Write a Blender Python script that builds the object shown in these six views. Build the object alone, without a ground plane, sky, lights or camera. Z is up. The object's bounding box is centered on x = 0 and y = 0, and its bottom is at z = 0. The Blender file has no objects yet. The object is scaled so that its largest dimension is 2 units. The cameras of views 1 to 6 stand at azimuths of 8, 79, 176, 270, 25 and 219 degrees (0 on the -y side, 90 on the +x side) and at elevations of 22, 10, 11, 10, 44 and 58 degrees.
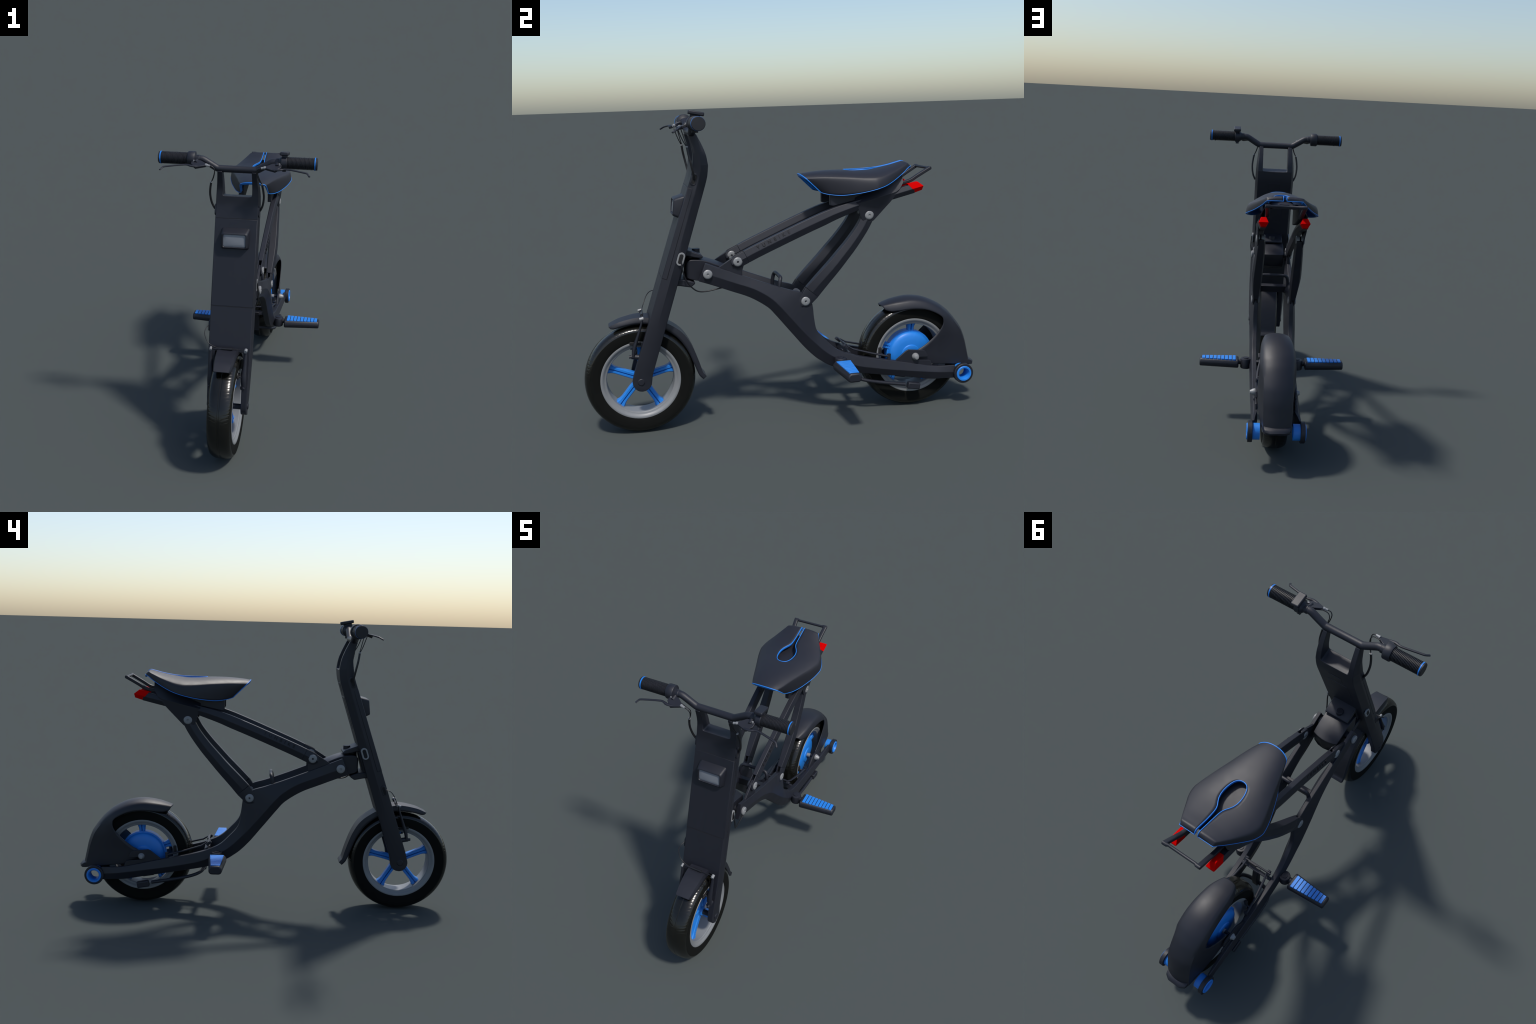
# Folding electric bicycle, built part by part.  Metres, z up, front wheel towards -y.
import bpy, math
from mathutils import Vector, Matrix

PI = math.pi
AXLE_F = (-0.7315, 0.2685)      # (y, z) of the front axle
AXLE_R = (0.655, 0.2685)
FX = -0.004                     # lateral centre of the rear frame
WX = -0.004                     # lateral centre of the front wheel

# ------------------------------------------------------------------ materials
def material(name, color, rough=0.5, metallic=0.0, coat=0.0, vary=0.12, scale=30.0, bump=0.0, bscale=400.0, spec=0.5):
    m = bpy.data.materials.new(name)
    m.use_nodes = True
    nt = m.node_tree
    b = nt.nodes["Principled BSDF"]
    tc = nt.nodes.new("ShaderNodeTexCoord")
    n = nt.nodes.new("ShaderNodeTexNoise")
    n.inputs["Scale"].default_value = scale
    n.inputs["Detail"].default_value = 3.0
    nt.links.new(tc.outputs["Object"], n.inputs["Vector"])
    r = nt.nodes.new("ShaderNodeValToRGB")
    lo = [c * (1 - vary) for c in color]
    hi = [min(1.0, c * (1 + vary)) for c in color]
    r.color_ramp.elements[0].position = 0.3
    r.color_ramp.elements[1].position = 0.7
    r.color_ramp.elements[0].color = (*lo, 1)
    r.color_ramp.elements[1].color = (*hi, 1)
    nt.links.new(n.outputs["Fac"], r.inputs["Fac"])
    nt.links.new(r.outputs["Color"], b.inputs["Base Color"])
    mr = nt.nodes.new("ShaderNodeMapRange")
    mr.inputs["To Min"].default_value = max(0.02, rough - 0.05)
    mr.inputs["To Max"].default_value = min(1.0, rough + 0.05)
    nt.links.new(n.outputs["Fac"], mr.inputs["Value"])
    nt.links.new(mr.outputs["Result"], b.inputs["Roughness"])
    b.inputs["Metallic"].default_value = metallic
    b.inputs["Coat Weight"].default_value = coat
    b.inputs["Specular IOR Level"].default_value = spec
    if bump > 0:
        n2 = nt.nodes.new("ShaderNodeTexNoise")
        n2.inputs["Scale"].default_value = bscale
        nt.links.new(tc.outputs["Object"], n2.inputs["Vector"])
        bp = nt.nodes.new("ShaderNodeBump")
        bp.inputs["Strength"].default_value = bump
        bp.inputs["Distance"].default_value = 0.001
        nt.links.new(n2.outputs["Fac"], bp.inputs["Height"])
        nt.links.new(bp.outputs["Normal"], b.inputs["Normal"])
    return m

PAINT = material("dark_navy_paint", (0.0084, 0.0095, 0.0160), 0.53, vary=0.06)
COVER = material("dark_seat_cover", (0.0110, 0.0116, 0.0180), 0.53, vary=0.06, bump=0.05)
GRIPM = material("grip_rubber", (0.0085, 0.0090, 0.0125), 0.52, vary=0.08, bump=0.1)
SEAM = material("dark_seam", (0.0035, 0.0035, 0.005), 0.7)
HOLE = material("recess_black", (0.004, 0.004, 0.005), 0.8)
CABLE = material("cable_black", (0.008, 0.008, 0.010), 0.45)
SIDEWALL = material("tyre_sidewall", (0.0052, 0.0056, 0.0050), 0.85, vary=0.10, spec=0.12)
TREAD = material("tyre_tread", (0.0060, 0.0060, 0.0048), 0.22, vary=0.15)
BLUE = material("blue_plastic", (0.0145, 0.192, 0.640), 0.45, vary=0.03)
STEEL = material("silver_bolt", (0.225, 0.230, 0.235), 0.42, vary=0.04, metallic=0.1)
RIMM = material("grey_rim", (0.190, 0.198, 0.206), 0.42, vary=0.03)
RED = material("red_lamp", (0.54, 0.0, 0.0), 0.65, vary=0.02, spec=0.03)
LENS = material("headlamp_lens", (0.185, 0.200, 0.222), 0.25, vary=0.03)

# ------------------------------------------------------------------ helpers
root = bpy.data.objects.new("folding_electric_bicycle", None)
bpy.context.scene.collection.objects.link(root)
root["label"] = "dark navy folding electric bicycle with blue accents"
root["category"] = "bicycle"

def link(ob, parent=None):
    bpy.context.scene.collection.objects.link(ob)
    ob.parent = parent or root
    return ob

def empty(name, parent=None):
    return link(bpy.data.objects.new(name, None), parent)

def mesh_of(name, verts, faces, mats, angle=35, midx=None):
    me = bpy.data.meshes.new(name)
    me.from_pydata([tuple(v) for v in verts], [], faces)
    import bmesh
    bm = bmesh.new(); bm.from_mesh(me)
    bmesh.ops.remove_doubles(bm, verts=bm.verts, dist=1e-6)
    bmesh.ops.recalc_face_normals(bm, faces=bm.faces)
    bm.to_mesh(me); bm.free()
    for m in (mats if isinstance(mats, (list, tuple)) else [mats]):
        me.materials.append(m)
    me.shade_smooth()
    me.set_sharp_from_angle(angle=math.radians(angle))
    return me

def add(name, me, parent=None, bevel=0.0, seg=2, loc=None, rot=None):
    ob = link(bpy.data.objects.new(name, me), parent)
    if loc: ob.location = loc
    if rot: ob.rotation_euler = rot
    if bevel:
        bv = ob.modifiers.new("edge", "BEVEL")
        bv.width = bevel; bv.segments = seg
        bv.limit_method = "ANGLE"; bv.angle_limit = math.radians(32)
    return ob

def make(name, verts, faces, mat, parent=None, bevel=0.0, angle=35, seg=2):
    return add(name, mesh_of(name, verts, faces, mat, angle), parent, bevel, seg)

def rings_mesh(rings, caps=(True, True), closed=True):
    n = len(rings[0]); V = []; F = []
    for r in rings: V += [tuple(p) for p in r]
    for i in range(len(rings) - 1):
        for j in range(n if closed else n - 1):
            k = (j + 1) % n
            F.append((i*n+j, i*n+k, (i+1)*n+k, (i+1)*n+j))
    if caps[0]: F.append(tuple(range(n)))
    if caps[1]: F.append(tuple((len(rings)-1)*n + j for j in range(n)))
    return V, F

def loft(name, rings, mat, parent=None, bevel=0.0, caps=(True, True), closed=True, angle=35):
    return make(name, *rings_mesh(rings, caps, closed), mat, parent, bevel, angle)

def crisp(ob, limit=18):
    """Long smooth member: bevel its lengthwise ridges and keep its flats flat."""
    ob.data.set_sharp_from_angle(angle=math.radians(80))
    bv = ob.modifiers["edge"]; bv.angle_limit = math.radians(limit); bv.harden_normals = True
    return ob

def spline(pts, sub=6):
    """Catmull-Rom through tuples of any length."""
    out = []; n = len(pts)
    for i in range(n - 1):
        p0, p1, p2, p3 = pts[max(i-1, 0)], pts[i], pts[i+1], pts[min(i+2, n-1)]
        for s in range(sub):
            t = s / sub
            out.append(tuple(0.5*((2*b)+(-a+c)*t+(2*a-5*b+4*c-d)*t*t+(-a+3*b-3*c+d)*t**3)
                             for a, b, c, d in zip(p0, p1, p2, p3)))
    out.append(tuple(pts[-1]))
    return out

def lathe(profile, n=48, closed=False):
    """profile (x, r) turned about the x axis; returns verts, faces."""
    V = []; F = []; m = len(profile)
    for i in range(n):
        a = 2*PI*i/n
        for x, r in profile: V.append((x, r*math.cos(a), r*math.sin(a)))
    for i in range(n):
        k = (i+1) % n
        for j in range(m if closed else m-1):
            l = (j+1) % m
            F.append((i*m+j, i*m+l, k*m+l, k*m+j))
    return V, F

def turned(name, profile, centre, mat, parent=None, n=48, angle=35, closed=False):
    V, F = lathe(profile, n, closed)
    V = [(x+centre[0], y+centre[1], z+centre[2]) for x, y, z in V]
    return make(name, V, F, mat, parent, 0, angle)

def rod(name, path, radius, mat, parent=None, n=12, flat=1.0, sub=0):
    """Round tube along a 3D path; radius may be a list."""
    if sub: path = spline(path, sub)
    P = [Vector(p) for p in path]; rings = []; up = None
    for i, p in enumerate(P):
        t = (P[min(i+1, len(P)-1)] - P[max(i-1, 0)]).normalized()
        if up is None:
            up = Vector((0, 0, 1)) if abs(t.z) < 0.9 else Vector((0, 1, 0))
        u = (up - t*up.dot(t)).normalized(); up = u
        w = t.cross(u)
        r = radius[i] if isinstance(radius, (list, tuple)) else radius
        rings.append([p + u*(r*flat*math.cos(2*PI*k/n)) + w*(r*math.sin(2*PI*k/n)) for k in range(n)])
    return loft(name, rings, mat, parent, angle=50)

def sweep(path, profile_at):
    """Sweep a profile (lateral, normal) along a path lying near the y-z plane."""
    P = [Vector(p) for p in path]; rings = []
    X = Vector((1, 0, 0))
    for i, p in enumerate(P):
        t = (P[min(i+1, len(P)-1)] - P[max(i-1, 0)]); t.x = 0; t.normalize()
        nrm = X.cross(t)
        rings.append([p + X*a + nrm*b for a, b in profile_at(i/(len(P)-1))])
    return rings

def plate(name, outline, x0, x1, mat, parent=None, bevel=0.002, seg=2):
    """Prism from an outline in (y, z)."""
    n = len(outline)
    V = [(x0, y, z) for y, z in outline] + [(x1, y, z) for y, z in outline]
    F = [tuple(range(n)), tuple(range(n, 2*n))] + [(i, (i+1) % n, n+(i+1) % n, n+i) for i in range(n)]
    return make(name, V, F, mat, parent, bevel, 35, seg)

def box(name, c, s, mat, parent=None, bevel=0.003, rotx=0.0, seg=3):
    R = Matrix.Rotation(rotx, 3, "X")
    V = [Vector(c) + R @ Vector((a*s[0]/2, b*s[1]/2, d*s[2]/2)) for a in (-1, 1) for b in (-1, 1) for d in (-1, 1)]
    F = [(0, 1, 3, 2), (4, 6, 7, 5), (0, 4, 5, 1), (2, 3, 7, 6), (0, 2, 6, 4), (1, 5, 7, 3)]
    return make(name, V, F, mat, parent, bevel, 35, seg)

def mir(p, s, c=0.0):
    return (c + s*p[0],) + tuple(p[1:])

def stadium(cy, cz, ay, az, half, n=9, up=0.0):
    """Rounded-end bar outline from centre (cy,cz) towards direction (ay,az), length up."""
    L = math.hypot(ay, az); d = (ay/L, az/L); p = (-d[1], d[0]); out = []
    for i in range(n):
        a = PI*i/(n-1)
        out.append((cy + half*(p[0]*math.cos(a) - d[0]*math.sin(a)), cz + half*(p[1]*math.cos(a) - d[1]*math.sin(a))))
    out.append((cy - half*p[0] + d[0]*up, cz - half*p[1] + d[1]*up))
    out.append((cy + half*p[0] + d[0]*up, cz + half*p[1] + d[1]*up))
    return out

# ------------------------------------------------------------------ bolts (shared mesh)
V, F = lathe([(-0.012, 0.0205), (0.0, 0.0222), (0.004, 0.0222), (0.007, 0.0195), (0.0082, 0.0145), (0.0085, 0.006),
              (0.0050, 0.0050), (0.0045, 0.0)], 36)
BOLT = mesh_of("bolt", V, F, STEEL, 40)
def bolt(x, y, z, parent, inner=None, c=0.0):
    for s in (1, -1):
        add("bolt", BOLT, parent, loc=(c + s*x, y, z), rot=(0, 0, 0 if s > 0 else PI))
        if inner: add("bolt", BOLT, parent, loc=(c + s*inner, y, z), rot=(0, 0, PI if s > 0 else 0))

# ================================================================== WHEELS
def tyre_mesh():
    prof = [(0.050, 0.186), (0.0545, 0.1925), (0.0575, 0.200), (0.0590, 0.214), (0.0600, 0.228), (0.0602, 0.237)]
    half = [(0.0596, 0.2430), (0.0580, 0.2480), (0.0548, 0.2530), (0.0502, 0.2575), (0.0440, 0.2612), (0.0370, 0.2642),
            (0.0290, 0.2664), (0.0210, 0.2677), (0.0140, 0.2683), (0.0075, 0.2685), (0.0050, 0.2685), (0.0036, 0.2668), (0.0012, 0.2666)]
    right = prof + half
    full = right + [(-x, r) for x, r in reversed(right)]
    N = 720; cuts = 90; V = []; F = []; m = len(full)
    for i in range(N):
        a = 2*PI*i/N
        for x, r in full:
            ax = abs(x)
            if 0.014 < ax < 0.0565 and r > 0.245:
                lean = 0.55*(ax - 0.014)/0.0425
                ph = (i/N*cuts + lean*1.3 + (0.5 if x < 0 else 0)) % 1.0
                if ph < 0.12: r -= 0.0009*min(1.0, (ax-0.012)/0.01)
            V.append((x, r*math.cos(a), r*math.sin(a)))
    for i in range(N):
        k = (i+1) % N
        for j in range(m-1): F.append((i*m+j, i*m+j+1, k*m+j+1, k*m+j))
    me = mesh_of("tyre", V, F, [SIDEWALL, TREAD], 40)
    for p in me.polygons:
        c = p.center
        if math.hypot(c.y, c.z) > 0.2415: p.material_index = 1
    return me
TYRE = tyre_mesh()

rim_half = [(0.0530, 0.1945), (0.0570, 0.1930), (0.0580, 0.1885), (0.0560, 0.1820), (0.0505, 0.1765), (0.0480, 0.1725),
            (0.0465, 0.1665), (0.0430, 0.1635)]
V, F = lathe(rim_half + [(0.0, 0.1620)] + [(-x, r) for x, r in reversed(rim_half)] + [(-0.046, 0.1915), (0.046, 0.1915)], 96, True)
RIM = mesh_of("rim", V, F, RIMM, 30)

def spoke_mesh(r0):
    """Twin-rib spoke pointing along +y, groove on both faces, flared foot at the rim."""
    rings = []
    for r, w, d in [(r0, 0.0170, 0.0190), (0.10, 0.0158, 0.0175), (0.130, 0.0158, 0.0175), (0.144, 0.0180, 0.0185), (0.155, 0.0225, 0.020), (0.1645, 0.0245, 0.021)]:
        if r < r0: continue
        g = 0.0030
        rings.append([(d*0.7, r, -w), (d, r, -w*0.75), (d, r, -g), (d-0.011, r, -g*0.8), (d-0.011, r, g*0.8), (d, r, g), (d, r, w*0.75), (d*0.7, r, w),
                      (-d*0.7, r, w), (-d, r, w*0.75), (-d, r, g), (-d+0.011, r, g*0.8), (-d+0.011, r, -g*0.8), (-d, r, -g), (-d, r, -w*0.75), (-d*0.7, r, -w)])
    return mesh_of("spoke", *rings_mesh(rings), BLUE, 30)

def wheel(name, centre, r0):
    w = empty(name); w.location = centre
    add("tyre", TYRE, w); add("rim", RIM, w)
    SP = spoke_mesh(r0)
    for k in range(5):
        add("spoke", SP, w, loc=(0, 0, 0), rot=(math.radians(14 + 72*k), 0, 0))
    return w

fw = wheel("front_wheel", (WX, *AXLE_F), 0.012)
turned("hub", [(-0.030, 0.0), (-0.030, 0.022), (-0.020, 0.027), (0.020, 0.027), (0.030, 0.022), (0.030, 0.0)], (0, 0, 0), BLUE, fw)
turned("axle", [(-0.073, 0.0), (-0.073, 0.0145), (0.073, 0.0145), (0.073, 0.0)], (0, 0, 0), PAINT, fw, 32)
rw = wheel("rear_wheel", (0.0, *AXLE_R), 0.09)
mh = [(0.0360, 0.0), (0.0360, 0.016), (0.0435, 0.018), (0.0450, 0.026), (0.0445, 0.040), (0.0430, 0.0470), (0.0385, 0.0505),
      (0.0382, 0.072), (0.0360, 0.093), (0.0310, 0.1060), (0.0235, 0.1130), (0.0150, 0.1150), (0.0145, 0.1230)]
turned("motor_hub", [(-x - 0.011, r) for x, r in mh] + [(x, r) for x, r in reversed(mh)], (0, 0, 0), BLUE, rw, 72, 40)
turned("axle", [(-0.100, 0.0), (-0.100, 0.0085), (0.100, 0.0085), (0.100, 0.0)], (0, 0.0, 0.006), PAINT, rw, 24)
turned("axle_spacer", [(-0.064, 0.0), (-0.064, 0.0130), (0.064, 0.0130), (0.064, 0.0)], (0, 0.0, 0.004), STEEL, rw, 24)
for s in (1, -1):
    turned("axle_nut", [(s*0.098, 0.0), (s*0.098, 0.0185), (s*0.104, 0.0185), (s*0.112, 0.0165), (s*0.121, 0.0115), (s*0.1255, 0.0095), (s*0.1265, 0.006), (s*0.1265, 0.0)],
           (0, 0, 0.006), STEEL, rw, 24)

# ================================================================== STEERING COLUMN AND FORK
# station: front (y,z), back (y,z), half widths front / ridge / back
UP = (0.3290, 1.0)
def yf(z): return -0.545 + 0.3400*(z - 0.96)
def yb(z): return -0.374 + 0.3280*(z - 1.224)
def straight(z, a=0.1075, r=0.1160, b=0.1015):
    return (yf(z), z, yb(z-0.026), z-0.026, a, r, b)
body = [straight(0.556), straight(0.775), straight(0.96), straight(1.13)]
upper = spline([straight(1.13), straight(1.203), (-0.4445, 1.258, -0.3705, 1.240, 0.1075, 0.1160, 0.1015), (-0.4365, 1.307, -0.3635, 1.294, 0.1065, 0.1145, 0.1015)], 5)
posts = spline([(-0.4365, 1.307, -0.3635, 1.294, 0.1065, 0.1145, 0.1015), (-0.4330, 1.345, -0.3715, 1.342, 0.1045, 0.1110, 0.1010),
                (-0.4390, 1.388, -0.3880, 1.388, 0.1020, 0.1060, 0.0995), (-0.4530, 1.438, -0.4130, 1.440, 0.0985, 0.1000, 0.0975)], 5)
legs = [straight(0.556), straight(0.45, 0.1060, 0.1130, 0.1005), straight(0.33, 0.1035, 0.1090, 0.1000)]
IN = 0.0725
HOLEW = 0.0745
def ring_full(st, inner):
    y0, z0, y1, z1, a, r, b = st
    ym, zm = (y0+y1)/2, (z0+z1)/2
    return [(-a, y0, z0), (-inner, y0, z0), (inner, y0, z0), (a, y0, z0), (r, ym, zm), (b, y1, z1), (inner, y1, z1), (-inner, y1, z1), (-b, y1, z1), (-r, ym, zm)]
def ring_side(st, s, inner):
    y0, z0, y1, z1, a, r, b = st
    ym, zm = (y0+y1)/2, (z0+z1)/2
    return [(s*inner, y0, z0), (s*a, y0, z0), (s*r, ym, zm), (s*b, y1, z1), (s*inner, y1, z1)]
V = []; F = []
def push(ring):
    i = len(V); V.extend(ring); return list(range(i, i+len(ring)))
prev = None
stations = body[:-1] + upper
for k, st in enumerate(stations):
    t = k/(len(stations)-1)
    cur = push(ring_full(st, IN + (0.0620-IN)*t))
    if prev:
        for j in range(10): F.append((prev[j], prev[(j+1) % 10], cur[(j+1) % 10], cur[j]))
    else: first = cur
    prev = cur
F.append((prev[1], prev[2], prev[6], prev[7]))       # floor of the hand hole
F.append((first[1], first[2], first[6], first[7]))   # roof of the fork
def chain(start, sts, s, inner):
    p = start
    for k, st in enumerate(sts):
        c = push(ring_side(st, s, inner[min(k, len(inner)-1)]))
        for j in range(5): F.append((p[j], p[(j+1) % 5], c[(j+1) % 5], c[j]))
        p = c
    F.append(tuple(p))
R_ = lambda r: [r[2], r[3], r[4], r[5], r[6]]
L_ = lambda r: [r[1], r[0], r[9], r[8], r[7]]
corner = [0.0685, 0.0718, 0.0737, HOLEW]
posts = [tuple(a + (b-a)*q for a, b in zip(posts[0], posts[1])) for q in (0.12, 0.4, 0.8)] + posts[2:]
chain(R_(prev), posts, 1, corner); chain(L_(prev), posts, -1, corner)
cen = (-0.7265, 0.2735); half = 0.0465
d = Vector((-0.3175, -0.9483)); p_ = Vector((-0.9483, 0.3175))
ends = []
for th in (0, 18, 36, 54, 70, 82):
    c, sn = math.cos(math.radians(th))*half, math.sin(math.radians(th))*half
    f = Vector(cen) + p_*c + d*sn; bk = Vector(cen) - p_*c + d*sn
    ends.append((f.x, f.y, bk.x, bk.y, 0.1010, 0.1040, 0.1000))
chain(R_(first), legs[1:] + ends, 1, [IN]); chain(L_(first), legs[1:] + ends, -1, [IN])
column = make("steering_column", V, F, PAINT, None, 0.0035, 28)
for s in (1, -1):
    turned("fork_bolt", [(s*0.098, 0.0), (s*0.098, 0.0165), (s*0.1055, 0.0165), (s*0.108, 0.014), (s*0.1085, 0.0)], (0, -0.7320, 0.2760), PAINT, column, 28)

# removable front panel, 1.2 mm proud of the column, wrapping onto both flanks
def panel_ring(z, o):
    y0, z0, y1, z1, a, r, b = straight(z)
    f = 0.30
    ex, ey, ez = a + (r-a)*f*2, y0 + (y1-y0)*f, z0 + (z1-z0)*f
    n = (-0.947*o, 0.311*o)
    return [(-ex-o, ey, ez), (-a-o*0.7, y0+n[0], z0+n[1]), (a+o*0.7, y0+n[0], z0+n[1]), (ex+o, ey, ez), (ex-0.004, ey+0.002, ez), (a-0.004, y0+0.004, z0), (-a+0.004, y0+0.004, z0), (-ex+0.004, ey+0.002, ez)]
loft("front_panel", [panel_ring(0.775, 0.0008), panel_ring(0.98, 0.0008), panel_ring(1.197, 0.0008)], PAINT, column, 0.0025)
for z in (0.7735, 1.1985):
    rod("panel_seam", [(-0.1075, yf(z)-0.0002, z), (0.1075, yf(z)-0.0002, z)], 0.0009, SEAM, column, 6)
for s in (1, -1):
    pts = []
    for z in (0.775, 0.98, 1.18, 1.192, 1.1975):
        y0, z0, y1, z1, a, r, b = straight(z)
        f = {1.192: 0.22, 1.1975: 0.04}.get(z, 0.305)
        pts.append((s*(a+(r-a)*f*2), y0+(y1-y0)*f, z0+(z1-z0)*f))
    y0, z0, y1, z1, a, r, b = straight(0.775)
    pts.insert(0, (s*(a+0.0006), y0+0.002, z0))
    rod("panel_seam", pts, 0.0007, SEAM, column, 6)

# rear panel lines: a shallow hatch on the back face of the column
def back_pt(x, z, o): return (x, yb(z) + 0.95*o, z - 0.31*o)
for nm, x0, x1, z0, z1 in (("hatch", -0.034, 0.036, 1.178, 1.222), ("hatch", -0.055, 0.055, 0.985, 1.150)):
    loft(nm, [[back_pt(x0, z0, 0.0), back_pt(x1, z0, 0.0), back_pt(x1, z1, 0.0), back_pt(x0, z1, 0.0)],
              [back_pt(x0+0.001, z0+0.001, 0.0016), back_pt(x1-0.001, z0+0.001, 0.0016), back_pt(x1-0.001, z1-0.001, 0.0016), back_pt(x0+0.001, z1-0.001, 0.0016)]],
         PAINT, column)

# headlamp
def rect(x, y, zlo, zhi, ylo=None): 
    yl = y if ylo is None else ylo
    return [(-x, yl, zlo), (x, yl, zlo), (x, y, zhi), (-x, y, zhi)]
def soft_rect(x, zlo, zhi, r, ylo, yhi, n=6):
    """Rounded rectangle, y running linearly from ylo (bottom) to yhi (top)."""
    f = lambda z: ylo + (z-zlo)/(zhi-zlo)*(yhi-ylo)
    out = []
    for cx, cz, a0 in ((x-r, zhi-r, 0), (-x+r, zhi-r, 90), (-x+r, zlo+r, 180), (x-r, zlo+r, 270)):
        for i in range(n):
            a = math.radians(a0 + 90*i/(n-1))
            out.append((cx + r*math.cos(a), f(cz + r*math.sin(a)), cz + r*math.sin(a)))
    return out
hl = [soft_rect(0.0740, 1.0490, 1.1570, 0.012, -0.500, -0.462), soft_rect(0.0725, 1.0530, 1.1530, 0.012, -0.5165, -0.486), soft_rect(0.0665, 1.0610, 1.1425, 0.012, -0.5345, -0.5240),
      soft_rect(0.0640, 1.0635, 1.1400, 0.011, -0.5375, -0.5290), soft_rect(0.0595, 1.0680, 1.1355, 0.009, -0.5380, -0.5302), soft_rect(0.0575, 1.0700, 1.1335, 0.008, -0.5355, -0.5282),
      soft_rect(0.0570, 1.0705, 1.1330, 0.008, -0.5240, -0.5170)]
lamp = loft("headlamp", hl, PAINT, column, 0, angle=50)
loft("headlamp_lens", [soft_rect(0.0572, 1.0703, 1.1332, 0.008, -0.5235, -0.5165), soft_rect(0.0572, 1.0703, 1.1332, 0.008, -0.5318, -0.5240), soft_rect(0.0450, 1.0800, 1.1240, 0.008, -0.5335, -0.5268)], LENS, lamp, angle=60)

# oval cable ports on both flanks
def oval_port(name, y, z, x, s, ay, az, mat, tilt=0.33, depth=0.0035, ring=0.0075):
    """Stadium ring lying on the flank; ay/az half sizes."""
    Vp = []; Fp = []; n = 28
    ca, sa = math.cos(math.atan(tilt)), math.sin(math.atan(tilt))
    def pt(a, k, xx):
        c, q = math.cos(a), math.sin(a)
        h = max(0.0, az - ay)
        u = (ay - k)*c; w = (ay - k)*q + (h if q >= 0 else -h)
        return (s*xx, y + u*ca + w*sa, z - u*sa + w*ca)
    rings = []
    for k, xx in ((-0.0012, x - 0.006), (-0.0005, x + depth*0.6), (0.001, x + depth), (ring - 0.001, x + depth), (ring, x + depth*0.6), (ring, x - 0.004)):
        rings.append([pt(2*PI*(i + 0.5)/n, k, xx) for i in range(n)])
    loft(name, rings, mat, column, caps=(False, False), angle=40)
    loft("port_hole", [[pt(2*PI*(i + 0.5)/n, ring - 0.0005, xx) for i in range(n)] for xx in (x - 0.004, x + 0.0012)], HOLE, column)
for s in (1, -1):
    oval_port("cable_port", -0.5145, 0.862, 0.1150, s, 0.0165, 0.0310, STEEL, depth=0.0014)
    oval_port("cable_grommet", -0.4330, 1.232, 0.1125, s, 0.0155, 0.0290, PAINT, depth=0.0022, ring=0.0070)
oval_port("cable_grommet", -0.6240, 0.668, 0.1130, -1, 0.0120, 0.0270, PAINT, ring=0.0060)

# hinge brackets and knuckle behind the column
for nm, out, hw in (("hinge_bracket", [(-0.500, 0.9040), (-0.474, 0.8930), (-0.440, 0.8810), (-0.413, 0.8690), (-0.4025, 0.8590), (-0.4080, 0.8490), (-0.447, 0.8560), (-0.475, 0.8650), (-0.505, 0.866)], 0.067),
                    ("hinge_bracket", [(-0.560, 0.757), (-0.505, 0.7545), (-0.470, 0.7455), (-0.445, 0.735), (-0.450, 0.727), (-0.470, 0.713), (-0.520, 0.7235), (-0.560, 0.727)], 0.072)):
    plate(nm, out, -hw, hw, PAINT, column, 0.005)
V, F = lathe([(-0.022, 0.0), (-0.022, 0.0185), (0.0035, 0.0185), (0.0050, 0.0170), (0.0055, 0.0)], 28)
add("hinge_button", mesh_of("hinge_button", V, F, PAINT, 35), column, loc=(-0.004, -0.4290, 0.8840), rot=(0, -PI/2, 0))
rod("hinge_pin", [(0, -0.474, 0.725), (0, -0.455, 0.87)], 0.026, PAINT, column, 28)
plate("hinge_mount", [(-0.565, 0.725), (-0.495, 0.915), (-0.485, 0.905), (-0.480, 0.880), (-0.515, 0.755), (-0.53, 0.73)], -0.060, 0.060, PAINT, column, 0.003)

# ================================================================== HANDLEBAR
bar = empty("handlebar")
half_path = [(0.0, -0.433, 1.447), (0.092, -0.433, 1.447), (0.100, -0.433, 1.4485), (0.110, -0.433, 1.4535), (0.164, -0.4335, 1.486), (0.175, -0.434, 1.4915), (0.188, -0.434, 1.493), (0.25, -0.434, 1.493)]
path = [mir(p, -1) for p in reversed(half_path[1:])] + half_path
rod("handlebar_tube", path, 0.0178, PAINT, bar, 24)
def grip_profile(x0, x1, r, n):
    out = [(x0, 0.018), (x0, r - 0.002)]
    L = (x1 - x0)/n
    for i in range(n):
        a = x0 + i*L
        out += [(a + 0.10*L, r - 0.0030), (a + 0.32*L, r + 0.0003), (a + 0.68*L, r + 0.0003), (a + 0.90*L, r - 0.0030)]
    return out + [(x1, r - 0.002), (x1, 0.0)]
for s, x0 in ((1, 0.246), (-1, 0.248)):
    prof = grip_profile(x0, 0.385, 0.0305, 22)
    turned("grip", [(s*x, r) for x, r in prof], (0, -0.4345, 1.492), GRIPM, bar, 40, 30)
    turned("grip_ring", [(s*0.3845, 0.0), (s*0.3845, 0.0318), (s*0.3895, 0.0318), (s*0.3895, 0.0)], (0, -0.4345, 1.492), BLUE, bar, 40)
    turned("grip_cap", [(s*0.389, 0.0), (s*0.389, 0.0312), (s*0.3955, 0.0310), (s*0.3980, 0.0285), (s*0.3985, 0.0)], (0, -0.4345, 1.492), GRIPM, bar, 40)
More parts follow.
